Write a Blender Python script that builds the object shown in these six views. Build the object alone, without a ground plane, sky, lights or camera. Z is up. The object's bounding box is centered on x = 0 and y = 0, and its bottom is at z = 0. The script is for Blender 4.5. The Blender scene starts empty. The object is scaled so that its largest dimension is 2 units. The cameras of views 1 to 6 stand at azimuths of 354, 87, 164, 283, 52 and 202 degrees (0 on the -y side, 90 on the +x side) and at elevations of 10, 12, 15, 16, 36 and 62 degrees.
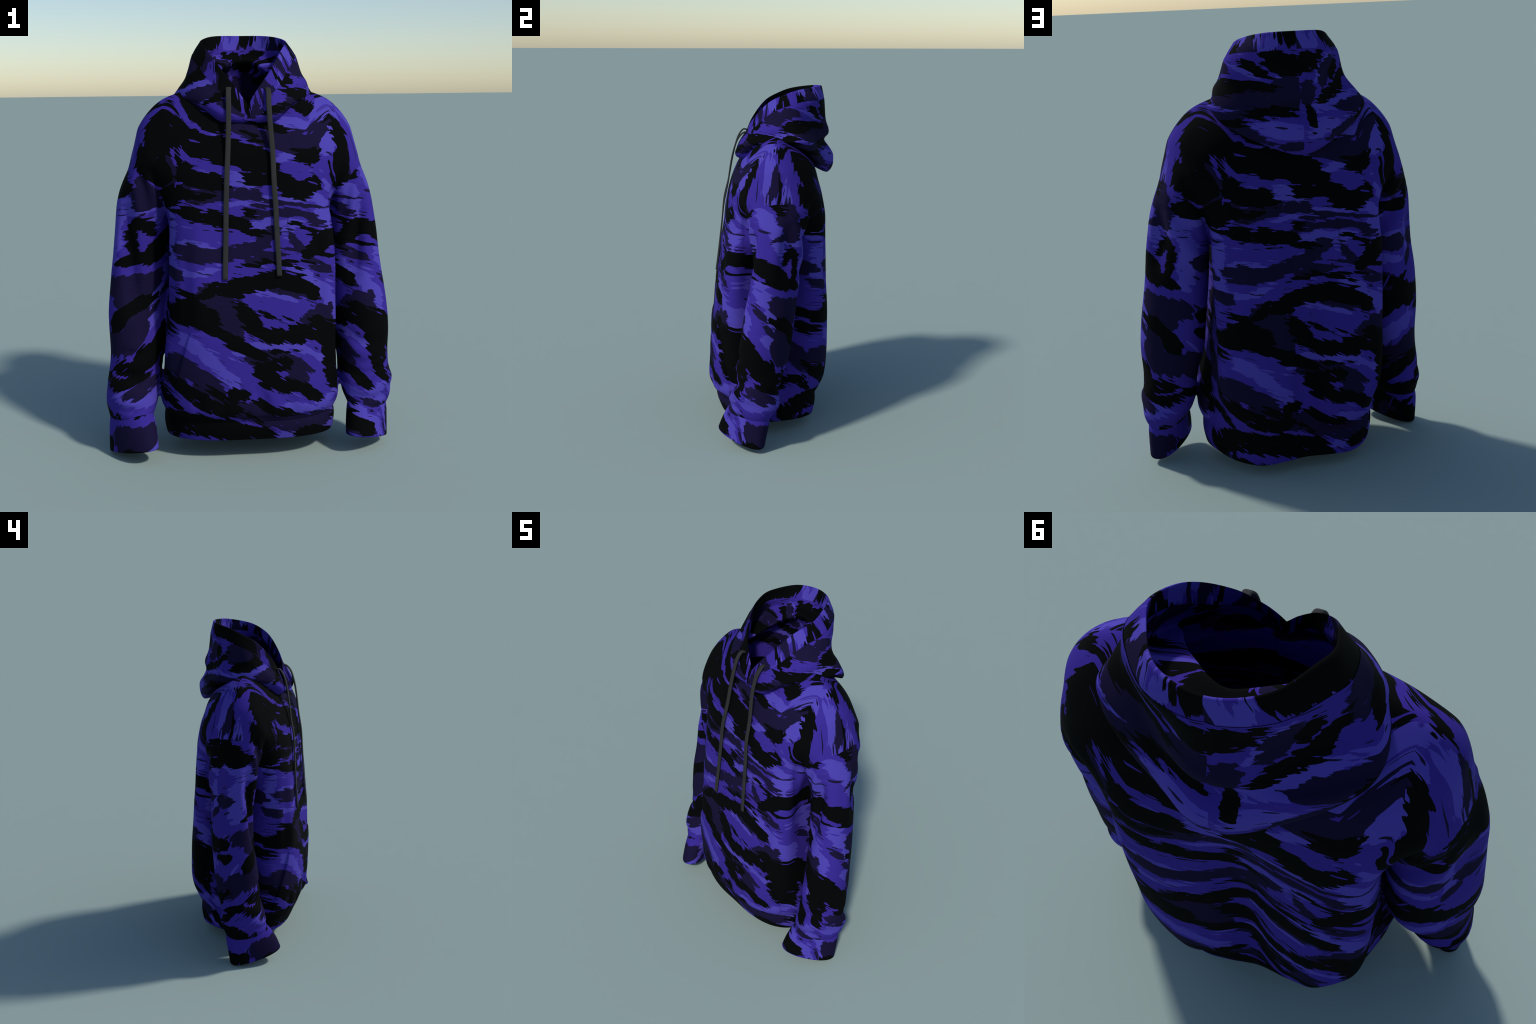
# A pullover hooded sweatshirt, standing as if worn by nobody, in purple brush-stroke camouflage.
import bpy, bmesh, math, random
import numpy as np
from mathutils import Vector
from mathutils.bvhtree import BVHTree

random.seed(7)
rng = np.random.default_rng(7)
scene = bpy.context.scene


# ------------------------------------------------------------------ helpers
def spline(pts, ts, n):
    """Catmull-Rom through pts (rows) with parameter ts, resampled at n even parameters."""
    pts = np.asarray(pts, float)
    ts = np.asarray(ts, float)
    q = np.linspace(ts[0], ts[-1], n) if np.isscalar(n) else np.asarray(n, float)
    m = np.zeros_like(pts)
    m[1:-1] = (pts[2:] - pts[:-2]) / (ts[2:] - ts[:-2])[:, None]
    m[0] = (pts[1] - pts[0]) / (ts[1] - ts[0])
    m[-1] = (pts[-1] - pts[-2]) / (ts[-1] - ts[-2])
    i = np.clip(np.searchsorted(ts, q, side="right") - 1, 0, len(ts) - 2)
    h = (ts[i + 1] - ts[i])[:, None]
    t = ((q - ts[i])[:, None]) / h
    return ((2 * t**3 - 3 * t**2 + 1) * pts[i] + (t**3 - 2 * t**2 + t) * h * m[i]
            + (-2 * t**3 + 3 * t**2) * pts[i + 1] + (t**3 - t**2) * h * m[i + 1])


def mesh_obj(name, verts, faces, parent=None, mat=None, smooth=True):
    me = bpy.data.meshes.new(name)
    me.from_pydata([tuple(v) for v in verts], [], [tuple(f) for f in faces])
    me.validate()
    if mat:
        me.materials.append(mat)
    if smooth:
        me.polygons.foreach_set("use_smooth", [True] * len(me.polygons))
    ob = bpy.data.objects.new(name, me)
    scene.collection.objects.link(ob)
    if parent:
        ob.parent = parent
    return ob


def grid_faces(rows, cols, closed):
    f = []
    for r in range(rows - 1):
        for c in range(cols if closed else cols - 1):
            d = (c + 1) % cols
            f.append((r * cols + c, r * cols + d, (r + 1) * cols + d, (r + 1) * cols + c))
    return f


def spow(v, p):
    return np.sign(v) * np.abs(v) ** p


# ------------------------------------------------------------------ torso form
# Half outlines of the trunk at some heights: from the middle of the front round the side to the middle of the back.
TORSO_Z = [0.165, 0.200, 0.250, 0.310, 0.420, 0.700, 1.030, 1.220, 1.300, 1.410, 1.470, 1.557, 1.640, 1.700, 1.745]
TORSO_XY = [
    [(0, -.298), (.14, -.296), (.25, -.268), (.33, -.220), (.382, -.150), (.395, -.05), (.365, .05), (.325, .14), (.275, .200), (.20, .245), (.11, .242), (0, .228)],
    [(0, -.332), (.15, -.330), (.27, -.297), (.35, -.240), (.402, -.160), (.415, -.05), (.385, .06), (.342, .155), (.290, .218), (.21, .265), (.11, .260), (0, .238)],
    [(0, -.354), (.15, -.352), (.28, -.318), (.37, -.250), (.425, -.158), (.433, -.05), (.400, .06), (.355, .17), (.305, .240), (.22, .292), (.11, .284), (0, .244)],
    [(0, -.357), (.15, -.355), (.28, -.320), (.37, -.252), (.425, -.167), (.431, -.06), (.398, .06), (.360, .18), (.315, .258), (.23, .315), (.11, .298), (0, .246)],
    [(0, -.355), (.15, -.354), (.28, -.324), (.37, -.262), (.414, -.195), (.408, -.07), (.380, .08), (.382, .20), (.350, .276), (.24, .326), (.11, .304), (0, .248)],
    [(0, -.340), (.15, -.340), (.27, -.320), (.365, -.272), (.405, -.212), (.380, -.08), (.365, .09), (.388, .212), (.363, .282), (.24, .327), (.11, .302), (0, .248)],
    [(0, -.297), (.14, -.297), (.26, -.286), (.355, -.258), (.398, -.200), (.345, -.08), (.345, .09), (.390, .212), (.365, .276), (.25, .312), (.12, .292), (0, .250)],
    [(0, -.272), (.14, -.272), (.25, -.261), (.33, -.230), (.388, -.158), (.398, -.03), (.392, .10), (.383, .21), (.355, .272), (.27, .304), (.13, .292), (0, .265)],
    [(0, -.264), (.15, -.262), (.27, -.246), (.36, -.205), (.428, -.135), (.445, .00), (.440, .11), (.412, .205), (.365, .265), (.28, .300), (.14, .292), (0, .280)],
    [(0, -.243), (.15, -.240), (.28, -.222), (.405, -.185), (.508, -.132), (.556, .015), (.525, .142), (.455, .210), (.37, .255), (.27, .282), (.14, .284), (0, .278)],
    [(0, -.225), (.15, -.222), (.28, -.204), (.40, -.168), (.500, -.115), (.538, .02), (.508, .130), (.44, .200), (.35, .245), (.25, .266), (.13, .270), (0, .268)],
    [(0, -.186), (.14, -.184), (.26, -.168), (.38, -.130), (.475, -.080), (.514, .02), (.482, .115), (.40, .183), (.32, .224), (.22, .242), (.11, .248), (0, .248)],
    [(0, -.125), (.12, -.124), (.23, -.116), (.34, -.090), (.42, -.045), (.458, .02), (.425, .090), (.36, .140), (.28, .174), (.19, .196), (.10, .204), (0, .206)],
    [(0, -.080), (.10, -.078), (.19, -.070), (.27, -.052), (.34, -.020), (.385, .02), (.35, .060), (.29, .092), (.22, .118), (.15, .136), (.08, .142), (0, .146)],
    [(0, -.035), (.07, -.033), (.13, -.029), (.18, -.016), (.23, .000), (.262, .02), (.24, .040), (.19, .058), (.14, .072), (.10, .082), (.05, .090), (0, .092)],
]
TORSO_T = np.array([0, 1, 2, 3, 4, 5.2, 6.4, 7.5, 8.3, 9.2, 10.2, 11.2])


def half_to_ring(h, n, off=0.0, z=None):
    """Mirror a half outline, resample it as a closed smooth ring, optionally pushed outwards."""
    h = np.asarray(h, float)
    lh = h.copy()
    if z is not None:
        # the left front corner hangs rounder between waist and chest
        k = np.clip((z - .52) / .15, 0, 1) * np.clip((1.2 - z) / .15, 0, 1)
        lh[2:6] += k * np.array([(0, -.010), (-.026, .010), (-.022, .030), (.012, .02)])
    left = lh[-2:0:-1] * [-1, 1]
    T = 2 * TORSO_T[-1]
    pts = np.concatenate([h, left, h[:1]])
    ts = np.r_[TORSO_T, T - TORSO_T[-2:0:-1], T]
    ext = np.concatenate([pts[-4:-1], pts, pts[1:4]])
    et = np.r_[ts[-4:-1] - T, ts, ts[1:4] + T]
    P = spline(ext, et, np.linspace(0, T, n, endpoint=False))
    if off:
        d = np.roll(P, -1, 0) - np.roll(P, 1, 0)
        nn = np.stack([d[:, 1], -d[:, 0]], 1)
        P = P + off * nn / np.linalg.norm(nn, axis=1)[:, None]
    return P


def torso_half(z):
    A = np.array(TORSO_XY, float)
    return spline(A.reshape(len(A), -1), np.array(TORSO_Z), [z])[0].reshape(-1, 2)


def torso_mesh():
    n = 160
    zs = np.r_[np.arange(0.165, 1.745, 0.012), 1.745]
    V = np.concatenate([np.c_[half_to_ring(torso_half(z), n, z=z), np.full(n, z)] for z in zs])
    F = grid_faces(len(zs), n, True)
    F.append(tuple(range(n))[::-1])
    F.append(tuple(range((len(zs) - 1) * n, len(zs) * n)))
    return V, F


# ------------------------------------------------------------------ sleeves
# centre x, y, z; half length and half breadth of the section; turn of its long axis from the y axis (degrees); fall of the long axis
SLEEVE_R = np.array([
    (0.400, 0.025, 1.460, .165, .130, 4, 0),
    (0.440, 0.022, 1.370, .172, .126, 2, 0),
    (0.476, 0.018, 1.280, .160, .124, -8, 0),
    (0.490, 0.012, 1.180, .152, .117, -26, 0),
    (0.505, 0.002, 1.000, .154, .109, -40, 0),
    (0.520, -.014, 0.850, .156, .109, -43, 0),
    (0.536, -.036, 0.700, .160, .112, -43, 0),
    (0.547, -.057, 0.560, .152, .111, -38, 0),
    (0.561, -.082, 0.440, .128, .109, -15, 0),
    (0.567, -.100, 0.350, .126, .114, 6, -.02),
    (0.577, -.120, 0.272, .140, .115, 28, -.05),
    (0.579, -.134, 0.232, .132, .096, 36, -.10),
    (0.576, -.143, 0.200, .120, .076, 38, -.13),
])
SLEEVE_L = np.array([
    (-.400, 0.025, 1.460, .165, .130, -4, 0),
    (-.440, 0.022, 1.370, .172, .126, -2, 0),
    (-.479, 0.016, 1.280, .160, .125, 8, 0),
    (-.496, 0.010, 1.180, .152, .119, 26, 0),
    (-.512, 0.002, 1.000, .155, .110, 42, 0),
    (-.527, -.006, 0.850, .156, .107, 48, 0),
    (-.541, -.022, 0.700, .160, .108, 50, 0),
    (-.551, -.043, 0.560, .150, .110, 44, 0),
    (-.563, -.068, 0.440, .125, .112, 22, 0),
    (-.569, -.093, 0.345, .122, .116, -4, -.02),
    (-.581, -.116, 0.262, .136, .117, -28, -.05),
    (-.583, -.130, 0.214, .132, .096, -36, -.10),
    (-.580, -.142, 0.182, .122, .080, -38, -.13),
])
CUFF_R = np.array([
    (0.575, -.139, 0.240, .114, .076, 38, -.12),
    (0.574, -.149, 0.200, .134, .080, 39, -.15),
    (0.569, -.171, 0.130, .146, .078, 40, -.20),
    (0.566, -.189, 0.066, .153, .074, 40, -.23),
])
CUFF_L = np.array([
    (-.577, -.132, 0.222, .116, .078, -36, -.12),
    (-.577, -.146, 0.182, .140, .080, -37, -.15),
    (-.574, -.176, 0.110, .156, .077, -38, -.20),
    (-.571, -.197, 0.044, .164, .074, -38, -.22),
])


SLEEVE_R[4:10, 0] += 0.002
SLEEVE_R[4:10, 4] += 0.008
SLEEVE_L[3:12, 0] += 0.006
SLEEVE_L[5:10, 4] += 0.012
SLEEVE_L[5:9, 0] += (.004, .010, .013, .008)
SLEEVE_R[7:10, 4] += 0.006


def tube_rings(S, per=0.012, n=72, sq=2.2):
    d = np.r_[0, np.cumsum(np.linalg.norm(np.diff(S[:, :3], axis=0), axis=1))]
    k = max(4, int(d[-1] / per))
    R = spline(S, d, k)
    a = np.linspace(0, 2 * np.pi, n, endpoint=False)
    ca, sa = spow(np.cos(a), 2 / sq), spow(np.sin(a), 2 / sq)
    out = []
    for cx, cy, cz, ra, rb, psi, fall in R:
        p = math.radians(psi)
        e1 = np.array([math.sin(p), math.cos(p), fall])
        e2 = np.array([math.cos(p), -math.sin(p), 0])
        out.append(np.array([cx, cy, cz]) + np.outer(ca * rb, e2) + np.outer(sa * ra, e1))
    return out, n


def sleeve_mesh(S):
    rings, n = tube_rings(S)
    V = np.concatenate(rings)
    F = grid_faces(len(rings), n, True)
    F.append(tuple(range(n))[::-1])
    F.append(tuple(range((len(rings) - 1) * n, len(rings) * n)))
    return V, F


# ------------------------------------------------------------------ materials
# The print is a repeat of 1.31 m both ways. It is described as brush strokes on the flat cloth:
# half breadth, then the points (across, up) that the brush passes through.
REPEAT = 1.31
BLACK_STROKES = [
    (0.062, (-0.482, 1.458), (-0.334, 1.511), (-0.188, 1.482), (-0.041, 1.443), (0.070, 1.389)), (0.044, (0.010, 1.339), (0.107, 1.329), (0.197, 1.290)),
    (0.044, (0.152, 1.296), (0.227, 1.270), (0.315, 1.295)), (0.033, (0.235, 1.434), (0.333, 1.412)), (0.044, (-0.353, 1.367), (-0.250, 1.343), (-0.154, 1.319)),
    (0.024, (-0.355, 1.276), (-0.252, 1.254), (-0.185, 1.263)), (0.030, (-0.363, 1.412), (-0.356, 1.227)),
    (0.035, (-0.313, 1.181), (-0.224, 1.172), (-0.127, 1.136), (-0.030, 1.122)), (0.021, (-0.038, 1.099), (0.037, 1.083)), (0.018, (-0.022, 1.185), (0.016, 1.174)),
    (0.040, (0.280, 1.005), (0.326, 1.034), (0.380, 1.063)), (0.013, (0.189, 1.120), (0.257, 1.100), (0.311, 1.068)), (0.007, (0.288, 0.981), (0.388, 0.966)),
    (0.012, (-0.002, 0.945), (0.104, 0.954), (0.196, 0.925), (0.242, 0.906)), (0.007, (0.135, 0.956), (0.280, 0.945)),
    (0.044, (-0.110, 0.834), (-0.011, 0.850), (0.119, 0.874), (0.196, 0.856)), (0.033, (0.165, 0.854), (0.242, 0.827), (0.275, 0.804)),
    (0.021, (-0.345, 0.761), (-0.277, 0.778), (-0.201, 0.821), (-0.170, 0.848)), (0.052, (-0.354, 0.710), (-0.263, 0.723), (-0.203, 0.690)),
    (0.033, (-0.233, 0.683), (-0.143, 0.625), (-0.052, 0.564), (0.032, 0.504)), (0.035, (-0.068, 0.763), (-0.032, 0.700), (0.033, 0.640)),
    (0.009, (-0.005, 0.722), (0.118, 0.693), (0.156, 0.676)), (0.035, (-0.013, 0.640), (0.148, 0.611), (0.295, 0.621)),
    (0.047, (0.303, 0.634), (0.358, 0.568), (0.389, 0.472), (0.398, 0.359)), (0.009, (0.047, 0.538), (0.187, 0.540)),
    (0.033, (0.023, 0.441), (0.101, 0.467), (0.135, 0.481)), (0.033, (0.039, 0.421), (0.116, 0.386), (0.225, 0.362), (0.300, 0.314)),
    (0.024, (0.014, 0.294), (0.084, 0.259), (0.154, 0.240)), (0.038, (-0.354, 0.389), (-0.271, 0.338), (-0.195, 0.287), (-0.126, 0.258)),
    (0.019, (-0.201, 0.367), (-0.133, 0.332), (-0.084, 0.295)), (0.033, (-0.089, 0.350), (-0.058, 0.342)), (0.018, (-0.426, 0.439), (-0.373, 0.421)),
    (0.021, (-0.432, 0.305), (-0.357, 0.274)), (0.010, (-0.338, 0.821), (-0.273, 0.802)), (0.013, (-0.010, 1.538), (0.052, 1.493)),
    (0.027, (-0.244, 1.629), (-0.157, 1.596), (-0.098, 1.576)),
    # the sides of the cloth, seen on the sleeves and under the arms
    (.043, (.400, 1.045), (.500, .990), (.600, .920)), (.030, (.580, 1.060), (.625, 1.090), (.665, 1.060), (.672, .990), (.650, .940)), (.033, (.500, .940), (.600, .925), (.690, .915)),
    (.060, (-.560, 1.260), (-.460, 1.290), (-.390, 1.240)), (.034, (.560, .730), (.660, .665), (.740, .600)), (.058, (.400, .600), (.480, .500), (.580, .420)),
    (.034, (.580, .425), (.720, .400)), (.032, (.550, .370), (.650, .335), (.740, .320)), (.034, (.430, 1.480), (.500, 1.440), (.560, 1.370)), (.024, (.480, 1.360), (.540, 1.320)), (.036, (-.600, 1.470), (-.540, 1.430), (-.470, 1.370)),
    (.033, (-.480, .740), (-.380, .720)), (.028, (-.470, .660), (-.400, .640)), (.030, (-.520, .350), (-.420, .330))]
DARK_STROKES = [
    (0.030, (-0.087, 0.274), (0.013, 0.226)), (0.049, (0.153, 1.506), (0.258, 1.483), (0.336, 1.489)), (0.033, (-0.252, 1.259), (-0.163, 1.267), (-0.115, 1.274)),
    (0.027, (-0.073, 1.270), (0.024, 1.256)), (0.012, (-0.328, 1.301), (-0.218, 1.306)), (0.018, (-0.003, 1.167), (0.121, 1.176), (0.227, 1.177), (0.331, 1.120)),
    (0.007, (0.046, 1.214), (0.152, 1.216), (0.280, 1.201)), (0.030, (-0.309, 1.000), (-0.197, 0.988), (-0.077, 0.999), (0.021, 1.014), (0.090, 1.071)),
    (0.021, (0.006, 0.969), (0.143, 0.996)), (0.013, (0.189, 1.064), (0.234, 0.994), (0.300, 0.946)), (0.024, (0.306, 0.921), (0.337, 0.908)),
    (0.062, (-0.186, 0.787), (-0.126, 0.742), (-0.078, 0.706)), (0.033, (-0.127, 0.672), (-0.079, 0.628)), (0.015, (0.103, 0.820), (0.195, 0.809), (0.285, 0.782)),
    (0.031, (0.272, 0.674), (0.326, 0.704), (0.354, 0.667)), (0.038, (-0.007, 0.510), (0.117, 0.498), (0.225, 0.462)), (0.033, (0.186, 0.423), (0.217, 0.406)),
    (0.044, (-0.344, 0.484), (-0.269, 0.433), (-0.178, 0.363)), (0.037, (-0.363, 0.468), (-0.348, 0.436)), (0.018, (-0.240, 0.353), (-0.141, 0.297)),
    (0.021, (0.369, 0.408), (0.379, 0.368)), (0.021, (-0.394, 0.919), (-0.362, 0.885)), (0.038, (0.005, 1.560), (0.071, 1.515)),
    (.060, (.580, 1.330), (.620, 1.220)), (.018, (.520, 1.170), (.600, 1.200)), (.045, (.550, .820), (.660, .745)), (.060, (.630, .720), (.620, .560)),
    (.034, (-.475, 1.005), (-.425, .990)), (.050, (.600, .805), (.720, .780)), (.055, (.610, .580), (.730, .500)), (.050, (-.520, .530), (-.420, .440)), (.024, (.500, .330), (.620, .280)),
    (.012, (.440, .800), (.500, .740), (.540, .680)), (.040, (-.480, 1.420), (-.440, 1.360))]
LIGHT_STROKES = [
    (0.021, (0.170, 0.274), (0.275, 0.257)), (0.024, (0.311, 0.262), (0.379, 0.288)), (0.018, (0.141, 1.424), (0.216, 1.432)), (0.018, (-0.194, 1.359), (-0.114, 1.319)),
    (0.021, (-0.090, 1.345), (-0.005, 1.308)), (0.033, (0.326, 1.217), (0.352, 1.110)), (0.010, (-0.002, 1.233), (0.137, 1.236), (0.280, 1.221)),
    (0.027, (0.038, 1.120), (0.136, 1.109), (0.200, 1.117)), (0.012, (-0.086, 1.220), (-0.002, 1.228)), (0.013, (-0.319, 1.041), (-0.219, 1.025)),
    (0.015, (-0.322, 0.908), (-0.229, 0.914), (-0.165, 0.928)), (0.030, (0.196, 0.902), (0.272, 0.861), (0.350, 0.789), (0.399, 0.701)),
    (0.009, (0.024, 0.807), (0.157, 0.787)), (0.027, (-0.323, 0.602), (-0.251, 0.559), (-0.161, 0.469), (-0.089, 0.391)),
    (0.016, (-0.068, 0.536), (0.025, 0.572), (0.179, 0.570), (0.288, 0.523), (0.353, 0.470)), (0.033, (-0.389, 1.213), (-0.381, 1.183)),
    (0.030, (-0.369, 1.062), (-0.363, 0.956)), (0.033, (0.363, 1.540), (0.416, 1.503)),
    (.034, (.430, 1.300), (.500, 1.230), (.540, 1.130)), (.020, (.520, .640), (.600, .560)), (.040, (.600, 1.180), (.665, 1.160)), (.034, (.430, .900), (.500, .820), (.560, .720)), (.045, (-.560, 1.080), (-.540, .930)),
    (.040, (.490, .270), (.660, .265)), (.034, (-.600, 1.180), (-.520, 1.200)), (.045, (.340, 1.470), (.440, 1.440))]


def drawn(strokes):
    """A stroke as a chain of overlapping brush dabs: middle, half length, half breadth, slope."""
    out = []
    for w, *pts in strokes:
        for (u0, v0), (u1, v1) in zip(pts[:-1], pts[1:]):
            ln = math.hypot(u1 - u0, v1 - v0)
            out.append(((u0 + u1) / 2, (v0 + v1) / 2, ln / 2 + w * 1.2, w * 1.04, math.degrees(math.atan2(v1 - v0, u1 - u0))))
    return out


# The hood panels are cut from other places of the cloth: across = angle round the head (radians x 0.3), up = height.
HOOD_BLACK = [
    (.330, 1.715, .130, .040, -4), (.450, 1.700, .080, .028, 10), (.560, 1.778, .120, .030, 4), (.860, 1.880, .130, .044, -10), (.700, 1.860, .090, .020, -20), (.720, 1.785, .110, .024, 0), (.800, 1.675, .140, .024, 0),
    (.250, 1.790, .050, .028, 30), (.130, 1.640, .060, .020, 10), (-.880, 1.880, .110, .048, 12), (-.620, 1.785, .100, .030, 35), (-.660, 1.840, .060, .030, 50), (-.300, 1.815, .110, .044, 20),
    (-.400, 1.775, .100, .032, 14), (-.720, 1.745, .120, .026, 15), (-.170, 1.690, .050, .020, 20), (-.890, 1.645, .030, .050, 0), (-.160, 1.785, .030, .030, 0), (.600, 1.640, .100, .020, -10), (-.560, 1.650, .100, .020, 10)]
HOOD_DARK = [
    (.370, 1.830, .090, .040, -10), (.500, 1.850, .060, .030, -10), (.660, 1.735, .150, .036, -10), (.200, 1.660, .080, .024, 20), (.880, 1.760, .110, .070, 0), (.560, 1.672, .160, .024, 0),
    (-.450, 1.850, .120, .062, 10), (-.220, 1.725, .110, .032, 15), (-.740, 1.830, .080, .050, 30), (-.560, 1.680, .150, .024, 0), (.000, 1.640, .060, .030, 0), (-.050, 1.660, .080, .040, -20), (-.660, 1.610, .120, .022, 20), (.680, 1.600, .120, .020, -20), (-.900, 1.740, .040, .060, 0), (.900, 1.530, .060, .020, 0)]
HOOD_LIGHT = [
    (.460, 1.738, .100, .024, 4), (.700, 1.700, .130, .018, -8), (.860, 1.605, .110, .030, -8), (.650, 1.850, .060, .014, -12), (.880, 1.800, .050, .012, -30),
    (-.300, 1.755, .110, .018, 14), (-.440, 1.728, .120, .018, 6), (-.720, 1.705, .140, .022, 10), (-.780, 1.845, .090, .014, 35), (-.820, 1.610, .090, .026, 10), (-.200, 1.685, .060, .010, 20)]

VIOLET = (0.043, 0.025, 0.262, 1)
PALE = (0.078, 0.057, 0.385, 1)
DUSK = (0.0105, 0.0075, 0.034, 1)
BLACK = (0.0022, 0.0025, 0.0026, 1)


class Nodes:
    """Short hand for building a node tree."""

    def __init__(self, tree):
        self.t = tree

    def new(self, kind, **kw):
        n = self.t.nodes.new(kind)
        for k, v in kw.items():
            setattr(n, k, v)
        return n

    def put(self, sock, val):
        if hasattr(val, "is_linked") or isinstance(val, bpy.types.NodeSocket):
            self.t.links.new(val, sock)
        else:
            sock.default_value = val

    def math(self, op, *args):
        n = self.new("ShaderNodeMath", operation=op)
        for i, v in enumerate(args):
            self.put(n.inputs[i], v)
        return n.outputs[0]

    def vec(self, x, y, z=0.0):
        n = self.new("ShaderNodeCombineXYZ")
        for i, v in enumerate((x, y, z)):
            self.put(n.inputs[i], v)
        return n.outputs[0]

    def noise(self, vec, scale, detail=2.0, rough=0.5):
        n = self.new("ShaderNodeTexNoise")
        self.t.links.new(vec, n.inputs["Vector"])
        n.inputs["Scale"].default_value = scale
        n.inputs["Detail"].default_value = detail
        n.inputs["Roughness"].default_value = rough
        return n

    def mapping(self, vec, loc=(0, 0, 0), rot=0.0, scale=(1, 1, 1), kind="POINT"):
        n = self.new("ShaderNodeMapping", vector_type=kind)
        self.t.links.new(vec, n.inputs["Vector"])
        n.inputs["Location"].default_value = loc
        n.inputs["Rotation"].default_value = (0, 0, rot)
        n.inputs["Scale"].default_value = scale
        return n.outputs[0]

    def pick(self, fac, a, b):
        n = self.new("ShaderNodeMix", data_type="RGBA")
        self.put(n.inputs["Factor"], fac)
        self.put(n.inputs["A"], a)
        self.put(n.inputs["B"], b)
        return n.outputs["Result"]


def stroke_field(N, P, strokes, wrap, start=None):
    """Signed depth inside the union of the strokes, in metres (positive inside)."""
    todo = list(strokes)
    if wrap:
        lo, hi = 0.2, 0.2 + REPEAT
        strokes = [((u + REPEAT / 2) % REPEAT - REPEAT / 2, (v - lo) % REPEAT + lo, a, b, g) for u, v, a, b, g in strokes]
        todo = list(strokes)
        for u, v, a, b, g in strokes:
            ev = max(b, a * abs(math.sin(math.radians(g)))) + 0.02
            eu = max(b, a * abs(math.cos(math.radians(g)))) + 0.02
            if v + ev > hi:
                todo.append((u, v - REPEAT, a, b, g))
            if v - ev < lo:
                todo.append((u, v + REPEAT, a, b, g))
            if u + eu > REPEAT / 2:
                todo.append((u - REPEAT, v, a, b, g))
            if u - eu < -REPEAT / 2:
                todo.append((u + REPEAT, v, a, b, g))
    f = None
    for i, (u, v, a, b, g) in enumerate(todo):
        if i % 6 == 0 and (f or start):
            # a negligible tie to the strokes before keeps them evaluated one after another
            tie = N.new("ShaderNodeVectorMath", operation="MULTIPLY_ADD")
            N.put(tie.inputs[0], f or start)
            tie.inputs[1].default_value = (1e-7, 1e-7, 1e-7)
            N.t.links.new(P, tie.inputs[2])
            P = tie.outputs[0]
        q = N.mapping(P, (u, v, 0), math.radians(g), (a, b, 1), "TEXTURE")
        ln = N.new("ShaderNodeVectorMath", operation="LENGTH")
        N.t.links.new(q, ln.inputs[0])
        d = N.math("MULTIPLY_ADD", ln.outputs["Value"], -b, b)
        f = d if f is None else N.math("MAXIMUM", f, d)
    return f


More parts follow.
